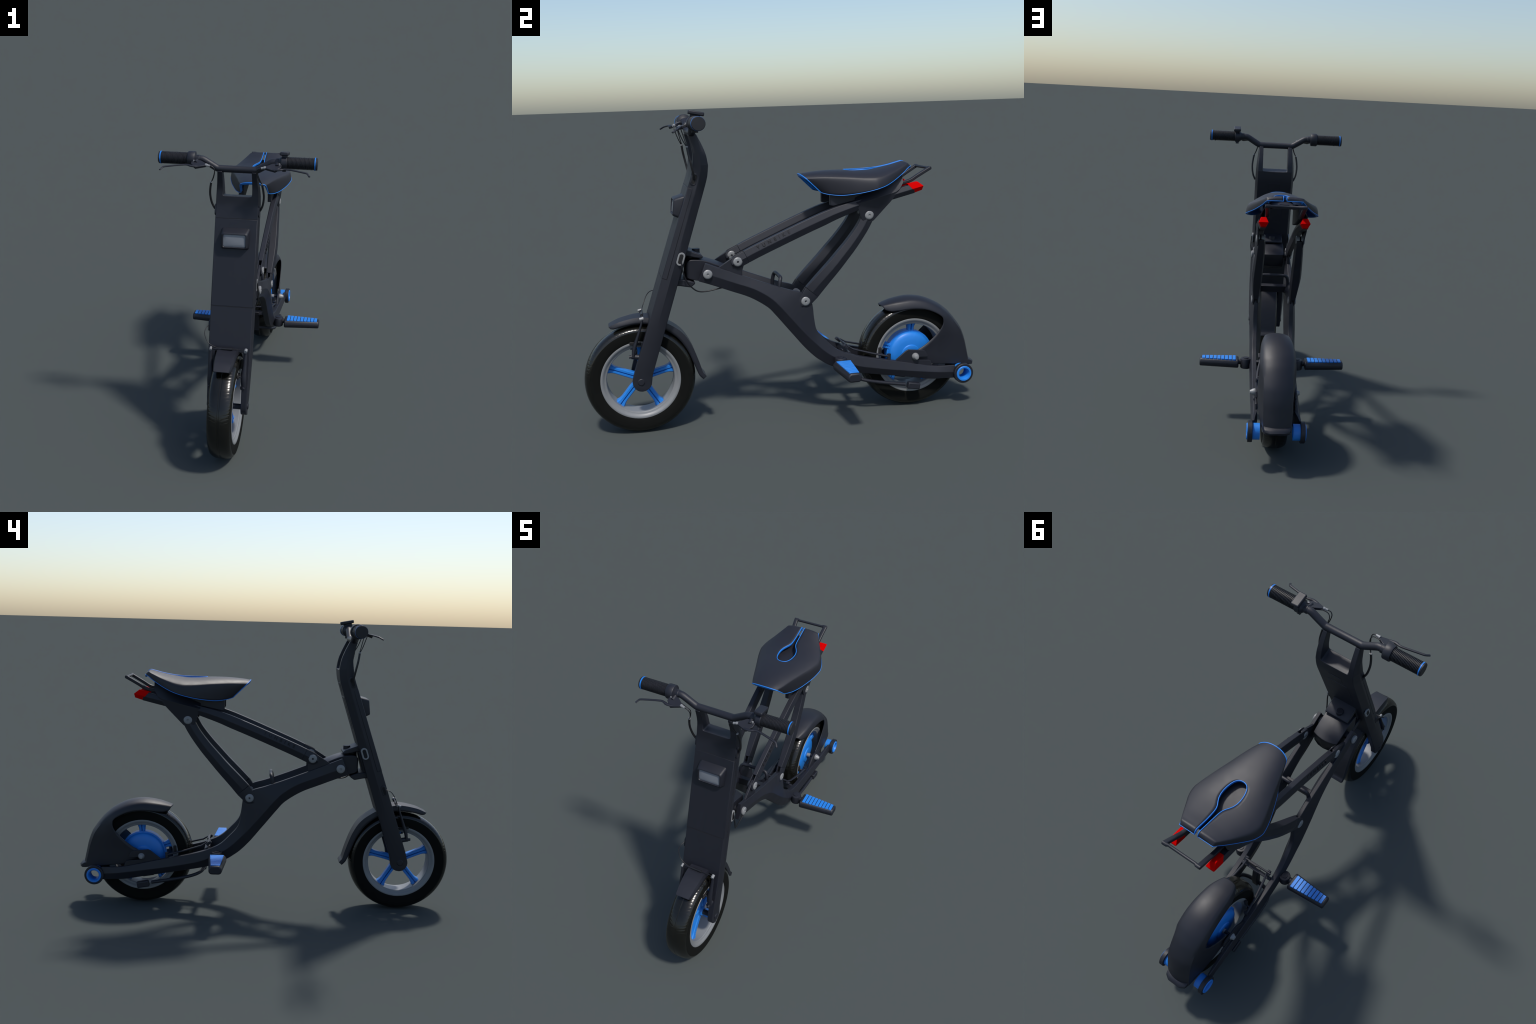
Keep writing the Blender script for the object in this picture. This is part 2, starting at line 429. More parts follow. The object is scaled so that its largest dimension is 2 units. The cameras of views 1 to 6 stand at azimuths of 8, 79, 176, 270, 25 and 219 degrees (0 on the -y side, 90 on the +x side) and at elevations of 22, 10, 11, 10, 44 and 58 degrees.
# left collar (wide), right collar with display
turned("collar", [(-0.188, 0.017), (-0.192, 0.0205), (-0.206, 0.0205), (-0.208, 0.024), (-0.211, 0.0360), (-0.214, 0.0378), (-0.244, 0.0378), (-0.2475, 0.036), (-0.249, 0.018)], (0, -0.4345, 1.492), PAINT, bar, 40)
turned("collar", [(0.188, 0.017), (0.192, 0.0205), (0.208, 0.0205), (0.211, 0.024), (0.2215, 0.0300), (0.2225, 0.0345), (0.2455, 0.0345), (0.2475, 0.033), (0.249, 0.018)], (0, -0.4345, 1.492), PAINT, bar, 40)
dsp = box("display", (0.2355, -0.4255, 1.536), (0.0415, 0.073, 0.0175), PAINT, bar, 0.005, math.radians(-11.5))
box("display_clamp", (0.2355, -0.4300, 1.5240), (0.024, 0.045, 0.012), PAINT, bar, 0.002, math.radians(-11.5))
box("collar_lug", (0.2345, -0.4335, 1.4565), (0.018, 0.030, 0.014), PAINT, bar, 0.002)
for s in (1, -1):
    lev = empty("brake_lever", bar)
    top = [(0.226, -0.452, 1.4955), (0.180, -0.459, 1.4925), (0.148, -0.4835, 1.4845), (0.146, -0.4975, 1.4790), (0.198, -0.5145, 1.4715), (0.224, -0.490, 1.4825)]
    loft("lever_body", [[mir(p, s) for p in top], [mir((x, y+0.004, z-0.012), s) for x, y, z in top]], PAINT, lev, 0.002)
    rod("lever_clamp", [mir((0.200, -0.440, 1.491), s), mir((0.203, -0.478, 1.483), s)], 0.0100, PAINT, lev, 12)
    blade = spline([(0.186, -0.502, 1.4720), (0.215, -0.507, 1.4735), (0.240, -0.500, 1.4770), (0.262, -0.5015, 1.4765), (0.305, -0.512, 1.4735), (0.346, -0.5225, 1.4695), (0.357, -0.5275, 1.4670), (0.368, -0.5435, 1.4575)], 4)
    n = len(blade)
    rad = [0.0080 if i < 7 else 0.0062 if i < n-6 else 0.0056 for i in range(n)]
    rod("lever_blade", [mir(p, s) for p in blade], rad, PAINT, lev, 10, 0.65)
    rod("cable_adjuster", [mir((0.150, -0.490, 1.4785), s), mir((0.141, -0.4925, 1.4770), s), mir((0.140, -0.4928, 1.4768), s), mir((0.127, -0.4955, 1.4750), s)], [0.0075, 0.0075, 0.0058, 0.0058], STEEL, lev, 12)
    turned("lever_pin", [(-0.001, 0.0045), (0.001, 0.0045)], (s*0.214, -0.470, 1.493), STEEL, lev, 8)
    rod("lever_pivot", [mir((0.214, -0.4695, 1.488), s), mir((0.214, -0.4695, 1.4955), s)], 0.0045, STEEL, lev, 12)
    rod("cable", [mir(p, s) for p in ((0.128, -0.495, 1.475), (0.112, -0.497, 1.470), (0.104, -0.492, 1.452), (0.112, -0.478, 1.415), (0.127, -0.4615, 1.383))], 0.0024, CABLE, lev, 8, sub=5)
    rod("cable", [mir(p, s) for p in ((0.175, -0.470, 1.482), (0.145, -0.480, 1.478), (0.118, -0.484, 1.470), (0.107, -0.478, 1.450), (0.116, -0.468, 1.412), (0.1285, -0.459, 1.383))], 0.0022, CABLE, lev, 8, sub=5)
    rod("cable_sleeve", [mir(p, s) for p in ((0.1275, -0.4612, 1.386), (0.134, -0.4560, 1.350), (0.1365, -0.4480, 1.312), (0.130, -0.4390, 1.268), (0.116, -0.4330, 1.236))], 0.0055, CABLE, lev, 10, sub=5)
    rod("cable_ferrule", [mir((0.1272, -0.4612, 1.387), s), mir((0.1284, -0.4617, 1.381), s)], 0.0062, STEEL, lev, 12)

# ================================================================== FRONT FENDER
def fender(name, st, mat, thick, parent=None, side_rows=3, crown=0.0):
    """st rows: top y,z, ridge x,y,z, lower edge x,y,z (half section, mirrored)."""
    rows = []
    for ty, tz, rx, ry, rz, lx, ly, lz in st:
        h = []
        for k in range(6):
            f = k/5.0; g = f**2.2
            h.append((rx*f, ty + (ry-ty)*g, tz + (rz-tz)*g))
        for k in range(1, side_rows+1):
            f = k/side_rows
            h.append((rx + (lx-rx)*(1-(1-f)**1.8), ry + (ly-ry)*f, rz + (lz-rz)*f))
        rows.append([(-x, y, z) for x, y, z in reversed(h[1:])] + h)
    V, F = rings_mesh(rows, (False, False), False)
    ob = make(name, V, F, mat, parent, 0, 42)
    so = ob.modifiers.new("thick", "SOLIDIFY"); so.thickness = thick; so.offset = -1
    return ob
ff = [(-0.8690, 0.5410, 0.0370, -0.8690, 0.5405, 0.0400, -0.8600, 0.5310),
      (-0.8500, 0.5500, 0.0400, -0.8500, 0.5495, 0.0460, -0.8400, 0.5300),
      (-0.8100, 0.5650, 0.0430, -0.8100, 0.5645, 0.0520, -0.8000, 0.5410),
      (-0.7300, 0.5790, 0.0480, -0.7300, 0.5785, 0.0560, -0.7270, 0.5490),
      (-0.6600, 0.5700, 0.0500, -0.6600, 0.5695, 0.0570, -0.6650, 0.5390),
      (-0.5940, 0.5420, 0.0490, -0.5940, 0.5415, 0.0560, -0.6060, 0.5130),
      (-0.5210, 0.4890, 0.0470, -0.5210, 0.4885, 0.0530, -0.5430, 0.4620),
      (-0.4750, 0.4170, 0.0460, -0.4750, 0.4165, 0.0510, -0.4970, 0.3930),
      (-0.4420, 0.3270, 0.0450, -0.4420, 0.3265, 0.0490, -0.4670, 0.3160),
      (-0.4280, 0.2780, 0.0440, -0.4280, 0.2775, 0.0470, -0.4500, 0.2700),
      (-0.4180, 0.2640, 0.0435, -0.4180, 0.2635, 0.0460, -0.4400, 0.2540),
      (-0.4100, 0.2530, 0.0430, -0.4100, 0.2525, 0.0450, -0.4260, 0.2400)]
ob = fender("front_fender", spline(ff, 4), PAINT, 0.0035)
ob.location.x = WX - 0.003

# ================================================================== FRONT BRAKE
fb = empty("front_brake")
for s in (1, -1):
    rod("brake_arm", [mir(p, s) for p in ((0.0880, -0.762, 0.398), (0.0860, -0.758, 0.430), (0.0840, -0.748, 0.462), (0.0880, -0.731, 0.510), (0.0895, -0.716, 0.555), (0.0895, -0.708, 0.586))],
        [0.0120, 0.0150, 0.0155, 0.0100, 0.0080, 0.0072], PAINT, fb, 12, 0.62)
    rod("brake_pivot", [mir((0.082, -0.770, 0.401), s), mir((0.086, -0.735, 0.396), s)], 0.0125, PAINT, fb, 16)
    rod("brake_pivot", [mir((0.0860, -0.782, 0.4005), s), mir((0.0863, -0.768, 0.401), s)], 0.0075, PAINT, fb, 12)
    box("brake_pad", mir((0.0585, -0.748, 0.4560), s), (0.011, 0.056, 0.015), SEAM, fb, 0.003, math.radians(-6))
    rod("pad_stud", [mir((0.058, -0.752, 0.455), s), mir((0.086, -0.752, 0.452), s)], 0.0055, PAINT, fb, 10)
    rod("brake_screw", [mir((0.0900, -0.716, 0.583), s), mir((0.0900, -0.700, 0.587), s)] if 0 else [mir((0.0900, -0.722, 0.5815), s), mir((0.0900, -0.703, 0.5855), s)], 0.0085 if s > 0 else 0.0062, STEEL, fb, 14)
rod("brake_link", [(-0.092, -0.703, 0.5790), (-0.045, -0.705, 0.5805), (-0.010, -0.708, 0.5830)], 0.0050, PAINT, fb, 10)
rod("brake_boot", [(-0.035, -0.707, 0.5830), (0.022, -0.709, 0.5850)], 0.0062, CABLE, fb, 10)
rod("cable", [(0.020, -0.709, 0.585), (0.088, -0.711, 0.585)], 0.0018, CABLE, fb, 8)
rod("cable", [(-0.112, -0.628, 0.674), (-0.124, -0.655, 0.668), (-0.128, -0.676, 0.645), (-0.108, -0.694, 0.607), (-0.070, -0.704, 0.589), (-0.034, -0.707, 0.583)], 0.0022, CABLE, fb, 8, sub=6)

# ================================================================== MAIN FRAME
frame = empty("main_frame"); frame.location.x = FX
# top (y,z), ridge (y,z), bottom (y,z), x: top outer, ridge, bottom outer, inner ridge, top inner, bottom inner
beam = [(-0.4000, 0.8330, -0.4190, 0.7870, -0.4340, 0.7465, 0.1068, 0.1135, 0.1050, 0.0850, 0.0890, 0.0850),
        (-0.3350, 0.8060, -0.3570, 0.7660, -0.3720, 0.7240, 0.1076, 0.1150, 0.1050, 0.0840, 0.0890, 0.0840),
        (-0.2250, 0.7610, -0.2620, 0.7290, -0.2800, 0.6870, 0.1082, 0.1190, 0.1050, 0.0770, 0.0890, 0.0800),
        (-0.0940, 0.7090, -0.1720, 0.6940, -0.1880, 0.6490, 0.1080, 0.1240, 0.1060, 0.0680, 0.0890, 0.0800),
        (0.0000, 0.6750, -0.0980, 0.6480, -0.1060, 0.5960, 0.1080, 0.1280, 0.1070, 0.0640, 0.0890, 0.0800),
        (0.0620, 0.6560, -0.0500, 0.6020, -0.0640, 0.5500, 0.1112, 0.1300, 0.1080, 0.0630, 0.0890, 0.0800),
        (0.1030, 0.6310, -0.0050, 0.5480, -0.0200, 0.4950, 0.1104, 0.1310, 0.1090, 0.0630, 0.0890, 0.0800),
        (0.1200, 0.5880, 0.0400, 0.4940, 0.0280, 0.4350, 0.1106, 0.1310, 0.1090, 0.0630, 0.0890, 0.0800),
        (0.1270, 0.5150, 0.0900, 0.4360, 0.0750, 0.3770, 0.1118, 0.1300, 0.1100, 0.0635, 0.0890, 0.0800),
        (0.1410, 0.4560, 0.1340, 0.3910, 0.1230, 0.3270, 0.1100, 0.1280, 0.1100, 0.0650, 0.0890, 0.0800),
        (0.1880, 0.4000, 0.1700, 0.3560, 0.1600, 0.2980, 0.1120, 0.1275, 0.1100, 0.0690, 0.0890, 0.0800),
        (0.2460, 0.3480, 0.2220, 0.3180, 0.2050, 0.2700, 0.1130, 0.1270, 0.1100, 0.0750, 0.0890, 0.0800),
        (0.3400, 0.3100, 0.3250, 0.2660, 0.3000, 0.2300, 0.1140, 0.1265, 0.1100, 0.0820, 0.0890, 0.0820),
        (0.4600, 0.2815, 0.4500, 0.2360, 0.4400, 0.2020, 0.1140, 0.1260, 0.1100, 0.0850, 0.0890, 0.0850),
        (0.6000, 0.2510, 0.6000, 0.2100, 0.6000, 0.1730, 0.1130, 0.1250, 0.1100, 0.0870, 0.0890, 0.0870),
        (0.7400, 0.2185, 0.7400, 0.1890, 0.7400, 0.1480, 0.1120, 0.1240, 0.1100, 0.0900, 0.0900, 0.0900),
        (0.8000, 0.2130, 0.8000, 0.1820, 0.8000, 0.1455, 0.1150, 0.1240, 0.1130, 0.1000, 0.1000, 0.1000),
        (0.8680, 0.2120, 0.8680, 0.1770, 0.8680, 0.1430, 0.1180, 0.1240, 0.1170, 0.1080, 0.1080, 0.1070)]
rows = spline(beam, 5)
for s in (1, -1):
    rings = []
    for ty, tz, ry, rz, by, bz, tx, rx, bx, ix, tix, bix in rows:
        rings.append([mir(p, s) for p in ((tx, ty, tz), (rx, ry, rz), (bx, by, bz), (bix, by, bz), (ix, ry, rz), (tix, ty, tz))])
    crisp(loft("frame_beam", rings, PAINT, frame, 0.0030))
    # front lug for the seat tube
    plate("tube_lug", [(-0.345, 0.800), (-0.300, 0.828), (-0.262, 0.852), (-0.235, 0.860), (-0.214, 0.846), (-0.214, 0.805), (-0.222, 0.780), (-0.222, 0.745), (-0.30, 0.76)],
          s*0.0875, s*0.1005, PAINT, frame, 0.002)
    # rear dropout
    plate("dropout", [(0.540, 0.245), (0.556, 0.268), (0.606, 0.307), (0.620, 0.3125), (0.696, 0.303), (0.710, 0.297), (0.724, 0.2710), (0.722, 0.2660),
                      (0.650, 0.2695), (0.645, 0.2640), (0.650, 0.2560), (0.727, 0.2480), (0.738, 0.2440), (0.753, 0.205)], s*0.0945, s*0.1035, PAINT, frame, 0.0015)
bolt(0.1160, -0.3905, 0.7800, frame, 0.0870)
bolt(0.1180, 0.0830, 0.6125, frame, 0.0885)
# steering-head block between the beam ends
head = spline([(-0.4870, 0.8250, 0.7640, 0.0640), (-0.4780, 0.8400, 0.7560, 0.0690), (-0.4600, 0.8480, 0.7480, 0.0705), (-0.4000, 0.8415, 0.7350, 0.0705), (-0.3500, 0.8230, 0.7200, 0.0705), (-0.3200, 0.8085, 0.7130, 0.0705), (-0.3040, 0.8000, 0.7300, 0.0700)], 3)
rings = []
for y, zt, zb, hw in head:              # pillow-topped box with a bowed tail
    bow = 0.017*max(0.0, (y + 0.40)/0.096)
    top = [(hw*a, y + bow*(1-a*a), zt - 0.003 + 0.004*(1-a*a)) for a in [k/8.0-1 for k in range(17)]]
    bot = [(hw*a*0.93, y + bow*(1-a*a), zb) for a in (1.0, 0.5, 0.0, -0.5, -1.0)]
    rings.append(top + bot)
loft("head_box", rings, PAINT, frame, 0.004, angle=40)
rod("head_spacer", [(-0.086, -0.3905, 0.7800), (0.086, -0.3905, 0.7800)], 0.0200, PAINT, frame, 24)
# cross bridge, hoop
box("cross_bridge", (0, -0.070, 0.6460), (0.164, 0.032, 0.040), PAINT, frame, 0.003, math.radians(-15))
box("cross_bridge", (0, 0.306, 0.3120), (0.178, 0.018, 0.028), PAINT, frame, 0.003, math.radians(-25))
plate("stand_bracket", [(0.292, 0.318), (0.320, 0.318), (0.338, 0.235), (0.336, 0.185), (0.312, 0.182), (0.303, 0.235)], -0.016, 0.016, PAINT, frame, 0.003)
rod("carry_hoop", spline([(0.083, -0.041, 0.655), (0.0825, -0.038, 0.690), (0.080, -0.034, 0.712), (0.073, -0.030, 0.7245), (0.058, -0.028, 0.7300), (0.0, -0.0275, 0.7310), (-0.058, -0.028, 0.7300), (-0.073, -0.030, 0.7245), (-0.080, -0.034, 0.712), (-0.0825, -0.038, 0.690), (-0.083, -0.041, 0.655)], 5), 0.0095, PAINT, frame, 14)

# rear brake: cross link and two arms
rb = empty("rear_brake", frame)
for s in (1, -1):
    rod("brake_arm", [mir(p, s) for p in ((0.0640, 0.306, 0.352), (0.0700, 0.335, 0.333), (0.0840, 0.430, 0.306), (0.0900, 0.520, 0.283))], [0.0050, 0.0065, 0.0075, 0.0080], PAINT, rb, 10, 0.7)
    rod("brake_pivot", [mir((0.0900, 0.518, 0.258), s), mir((0.0880, 0.520, 0.296), s)], 0.0095, PAINT, rb, 12)
    box("brake_pad", mir((0.0620, 0.4800, 0.306), s), (0.016, 0.016, 0.040), SEAM, rb, 0.003)
    rod("pad_stud", [mir((0.060, 0.483, 0.296), s), mir((0.090, 0.487, 0.292), s)], 0.0050, PAINT, rb, 10)
    box("brake_clip", mir((0.0700, 0.2960, 0.3480), s), (0.020, 0.030, 0.014), PAINT, rb, 0.003, math.radians(-40))
rod("brake_link", [(-0.085, 0.297, 0.354), (0.070, 0.300, 0.356)], 0.0050, PAINT, rb, 10)
rod("brake_boot", [(0.000, 0.303, 0.352), (0.052, 0.303, 0.353)], 0.0066, CABLE, rb, 10)
rod("cable", [(0.122, -0.514, 0.872), (0.126, -0.509, 0.810), (0.117, -0.492, 0.755), (0.100, -0.450, 0.704), (0.093, -0.402, 0.693), (0.094, -0.322, 0.706)], 0.0034, CABLE, frame, 8, sub=6)

# double-leg stand
st = empty("kickstand", frame)
arc = [(0.103, 0.600, 0.1310), (0.105, 0.500, 0.1490), (0.106, 0.420, 0.1660), (0.1035, 0.370, 0.1800), (0.090, 0.338, 0.1930), (0.060, 0.325, 0.2000), (0.030, 0.321, 0.2030), (0.0, 0.320, 0.2040)]
full = spline(arc + [mir(p, -1) for p in reversed(arc[:-1])], 4)
rod("stand_leg", full, 0.0105, PAINT, st, 10, 0.85)
for s in (1, -1):
    box("stand_foot", mir((0.103, 0.645, 0.1205), s), (0.030, 0.066, 0.034), PAINT, st, 0.006, math.radians(-10))

# caster rollers at the tail
for s in (1, -1):
    turned("roller_tyre", [(s*0.1145, 0.036), (s*0.1145, 0.0490), (s*0.1165, 0.0515), (s*0.1355, 0.0515), (s*0.1375, 0.0490), (s*0.1375, 0.036)], (-FX, 0.9050, 0.1705), PAINT, frame, 40, 30, True)
    turned("roller_sleeve", [(s*0.0790, 0.0250), (s*0.0790, 0.0385), (s*0.0800, 0.0395), (s*0.1395, 0.0395), (s*0.1425, 0.0370), (s*0.1420, 0.0300), (s*0.1330, 0.0255)], (-FX, 0.9050, 0.1705), BLUE, frame, 40, 30, True)

# ================================================================== FOOT PEGS
def lerp(a, b, t): return a + (b-a)*t
for s in (1, -1):
    peg = empty("foot_peg")
    turned_hub = []
    for r, z in ((0.0, 0.2640), (0.0275, 0.2640), (0.0300, 0.2665), (0.0300, 0.3130), (0.0270, 0.3180), (0.0150, 0.3190), (0.0145, 0.3225), (0.0, 0.3230)):
        turned_hub.append([(s*0.1415 + r*math.cos(2*PI*k/32), 0.2490 + r*math.sin(2*PI*k/32), z) for k in range(32)])
    loft("peg_hub", turned_hub, PAINT, peg, caps=(False, False))
    rod("peg_neck", [(s*0.150, 0.247, 0.2960), (s*0.192, 0.246, 0.2960)], 0.0150, PAINT, peg, 20)
    rings = []
    for t in (0.0, 0.04, 1.0):
        x = s*lerp(0.1815, 0.3950, t)
        ya, yb_ = lerp(0.1950, 0.2105, t), lerp(0.2910, 0.2770, t)
        zt, zb = 0.3165, lerp(0.2690, 0.2720, t)
        rings.append([(x, ya+0.012, zt), (x, yb_-0.012, zt), (x, yb_, zt-0.014), (x, yb_, zb+0.010), (x, yb_-0.010, zb), (x, ya+0.010, zb), (x, ya, zb+0.010), (x, ya, zt-0.014)])
    loft("peg_body", rings, PAINT, peg, 0.008, angle=40)
    # nine ribbed blue pads set into the tread
    for k in range(9):
        a, b = (k + 0.05)/9.0, (k + 0.86)/9.0
        def edge(t, z, g=0.0):
            x = s*lerp(0.1970, 0.3850, t)
            return (x, lerp(0.2090, 0.2205, t)+g, z), (x, lerp(0.2815, 0.2665, t)-g, z)
        lo = [*edge(a, 0.310), *reversed(edge(b, 0.310))]
        hi = [*edge(a, 0.3195), *reversed(edge(b, 0.3195))]
        loft("peg_pad", [lo, hi], BLUE, peg, 0.0010)

# ================================================================== REAR FENDER
rf = [(0.4970, 0.5375, 0.034, 0.5030, 0.5350, 0.046, 0.5150, 0.5150),
      (0.5350, 0.5510, 0.049, 0.5400, 0.5440, 0.062, 0.5450, 0.5090),
      (0.5800, 0.5630, 0.060, 0.5850, 0.5520, 0.074, 0.5900, 0.5130),
      (0.6550, 0.5720, 0.067, 0.6600, 0.5575, 0.082, 0.6650, 0.5170),
      (0.7350, 0.5600, 0.070, 0.7300, 0.5450, 0.087, 0.7350, 0.5060),
      (0.8050, 0.5280, 0.071, 0.7950, 0.5150, 0.089, 0.8000, 0.4720),
      (0.8450, 0.4990, 0.071, 0.8300, 0.4870, 0.090, 0.8130, 0.4450),
      (0.8800, 0.4640, 0.071, 0.8630, 0.4540, 0.091, 0.8020, 0.4100),
      (0.9250, 0.4030, 0.070, 0.9050, 0.3980, 0.092, 0.7600, 0.3650),
      (0.9430, 0.3650, 0.070, 0.9220, 0.3620, 0.092, 0.7100, 0.3260),
      (0.9570, 0.3220, 0.069, 0.9360, 0.3200, 0.092, 0.6600, 0.2950),
      (0.9680, 0.2700, 0.068, 0.9480, 0.2690, 0.091, 0.6600, 0.2600),
      (0.9760, 0.2330, 0.067, 0.9560, 0.2330, 0.089, 0.6900, 0.2400),
      (0.9830, 0.1930, 0.066, 0.9630, 0.1930, 0.087, 0.7200, 0.2290)]
rfo = fender("rear_fender", spline(rf, 4), PAINT, 0.0040, None, 6)
lip = []
for y, z0, z1, hw in ((0.970, 0.1915, 0.2200, 0.0640), (0.984, 0.1908, 0.2160, 0.0630), (0.9950, 0.1905, 0.2080, 0.0600), (0.9995, 0.1920, 0.2010, 0.0560)):
    lip.append([(-hw, y - 0.012, z0), (-hw*0.6, y, z0), (hw*0.6, y, z0), (hw, y - 0.012, z0), (hw, y - 0.012, z1), (hw*0.6, y, z1), (-hw*0.6, y, z1), (-hw, y - 0.012, z1)])
loft("fender_lip", lip, PAINT, rfo, 0.003)

def fork_end(name, by, bz, d, xc, w, k, R, h1, L, gap, s, parent):
    """Forked tube end: two half-hexagon cheeks, rounded about the bolt (by, bz), running along d."""
    n = math.hypot(*d); d = (d[0]/n, d[1]/n); q = (-d[1], d[0])
    st = [(-R*c, R*math.sqrt(max(0.0, 1-c*c))) for c in (0.995, 0.96, 0.88, 0.75, 0.55, 0.3)] + [(0.0, R), (L*0.5, (R+h1)/2), (L, h1)]
    for o in (1, -1):
        rings = []
        for t, h in st:
            sec = [(w, 0.0), (w*k, h), (gap, h), (gap, -h), (w*k, -h)]
            rings.append([(s*(xc + o*a), by + d[0]*t + q[0]*b, bz + d[1]*t + q[1]*b) for a, b in sec])
        loft(name, rings, PAINT, parent, 0.0015, angle=25)

# ================================================================== SEAT FRAME
seatf = empty("seat_frame"); seatf.location.x = FX
def hexp(w, h, k=0.58):
    return [(w, 0), (w*k, h), (-w*k, h), (-w, 0), (-w*k, -h), (w*k, -h)]
tube_c = spline([(0.0940, -0.1998, 0.8493), (0.0948, -0.125, 0.8830), (0.0980, 0.070, 0.9650), (0.1000, 0.170, 1.0050), (0.1010, 0.237, 1.0310), (0.1018, 0.300, 1.0515), (0.1020, 0.360, 1.0690), (0.102, 0.450, 1.0900), (0.102, 0.560, 1.1155), (0.102, 0.644, 1.1355)], 5)
for s in (1, -1):
    path = [mir(p, s) for p in tube_c]
    def prof(t):
        h = 0.0315 if t < 0.35 else lerp(0.0315, 0.0228, min(1, (t-0.35)/0.40))
        w = lerp(0.0210, 0.0230, min(1, t/0.7))
        return hexp(w, h)
    crisp(loft("seat_tube", sweep(path, prof), PAINT, seatf, 0.0025))
    # forked front end around the lug
    fork_end("tube_fork", -0.2430, 0.8295, (0.905, 0.4150), 0.0940, 0.0210, 0.58, 0.0315, 0.0315, 0.0475, 0.0075, s, seatf)
    # strut
    strut_c = spline([(0.1030, 0.1170, 0.6530, 0.0205, 0.0395), (0.1045, 0.1620, 0.7030, 0.0255, 0.0372), (0.1050, 0.2270, 0.7720, 0.0295, 0.0345), (0.1040, 0.2750, 0.8260, 0.0290, 0.0330), (0.1020, 0.3215, 0.8790, 0.0275, 0.0315), (0.1000, 0.3725, 0.9460, 0.0255, 0.0297), (0.0990, 0.4020, 0.9960, 0.0230, 0.0300), (0.0985, 0.4150, 1.0250, 0.0200, 0.0280)], 5)
    def strut_sec(t):
        q = strut_c[round(t*(len(strut_c)-1))]
        return hexp(q[3], q[4], 0.66)
    crisp(loft("strut", sweep([mir(p[:3], s) for p in strut_c], strut_sec), PAINT, seatf, 0.0030))
    fork_end("strut_fork", 0.0830, 0.6125, (0.034, 0.0405), 0.1030, 0.0205, 0.66, 0.0330, 0.0395, 0.0529, 0.0068, s, seatf)
    # gusset plate hung on the tube: flat below the tube ridge, leaning in above it
    low = [(0.3560, 1.0760), (0.3620, 1.0370), (0.3720, 1.0020), (0.3820, 0.9880), (0.3960, 0.9810), (0.4100, 0.9795), (0.4240, 0.9830), (0.4350, 0.9900), (0.5400, 1.0970), (0.5640, 1.1260)]
    def rid(y): return 1.0775 + (y-0.356)*0.2450
    rings = []
    ys = [0.3480, 0.3600, 0.3750, 0.3950, 0.4150, 0.4350, 0.4600, 0.4900, 0.5200, 0.5500, 0.5700, 0.5880]
    def interp(tab, y):
        for (a, b), (c, e) in zip(tab, tab[1:]):
            if a <= y <= c: return b + (e-b)*(y-a)/(c-a)
        return tab[0][1] if y < tab[0][0] else tab[-1][1]
    for y in ys:
        zr = rid(y)
        zl = min(zr - 0.001, interp(low, y)) if y < 0.566 else zr + 0.004
        zl = interp([(0.348, 1.078), (0.362, 1.037), (0.375, 0.998), (0.395, 0.981), (0.415, 0.979), (0.435, 0.990), (0.46, 1.015), (0.49, 1.046), (0.52, 1.077), (0.55, 1.110), (0.57, 1.137), (0.588, 1.168)], y)
        zr = max(zr, zl + 0.001)
        zt = max(zr + 0.002, interp([(0.348, 1.104), (0.45, 1.146), (0.52, 1.176), (0.588, 1.206)], y))
        xm = interp([(0.348, 0.124), (0.40, 0.1305), (0.52, 0.1290), (0.588, 0.118)], y)
        xl = 0.1190 if y < 0.47 else lerp(0.1190, xm, (y-0.47)/0.118)
        xt = interp([(0.348, 0.096), (0.45, 0.100), (0.588, 0.098)], y)
        rings.append([mir(p, s) for p in ((xl, y, zl), (xm, y, zr), (xt, y, zt), (xt-0.005, y, zt), (xm-0.006, y, zr), (xl-0.006, y, zl))])
    loft("gusset", rings, PAINT, seatf, 0.0012, angle=25)
    # tail lamp
    cx = s*0.1015
    def hx(y0, yt, z, w, h):   # hexagon, upper points pushed to yt
        return [(cx+w, y0, z), (cx+w*0.5, yt, z+h), (cx-w*0.5, yt, z+h), (cx-w, y0, z), (cx-w*0.5, y0-0.004, z-h), (cx+w*0.5, y0-0.004, z-h)]
    h0 = hx(0.634, 0.612, 1.1338, 0.0243, 0.0248); h0[4] = (h0[4][0], 0.6500, h0[4][2]+0.006); h0[5] = (h0[5][0], 0.6500, h0[5][2]+0.006)
    h1 = [(p[0], p[1], p[2]) for p in hx(0.6910, 0.6650, 1.1470, 0.0232, 0.0208)]
    Vl, Fl = rings_mesh([h0, h1], (True, False))
    make("tail_lamp", Vl, Fl + [(6, 7, 8, 9), (9, 10, 11, 6)], RED, seatf, 0.0008, 20)
    # grab rail side bar
    rp = spline([(0.0820, 0.560, 1.1600), (0.0825, 0.602, 1.1640), (0.0830, 0.638, 1.1740), (0.0850, 0.670, 1.1930), (0.0880, 0.705, 1.2130), (0.0910, 0.738, 1.2315)], 4)
    loft("grab_rail", sweep([mir(p, s) for p in rp], lambda t: [(0.0110, -0.0060), (0.0110, 0.0060), (0.0070, 0.0085), (-0.0070, 0.0085), (-0.0110, 0.0060), (-0.0110, -0.0060), (-0.0070, -0.0085), (0.0070, -0.0085)]), PAINT, seatf, 0.0015)
bolt(0.1185, 0.4120, 1.0180, seatf, 0.0870)
bolt(0.1085, -0.2430, 0.8295, seatf, 0.0815)
# cross bar of the grab rail with thicker shoulders
xs = [(-0.099, 0.0085), (-0.078, 0.0088), (-0.070, 0.0068), (0.070, 0.0068), (0.078, 0.0088), (0.099, 0.0085)]
rod("grab_rail", [(x, 0.734 - (0.003 if abs(x) < 0.075 else 0), 1.2300) for x, r in xs], [r for x, r in xs], PAINT, seatf, 12)
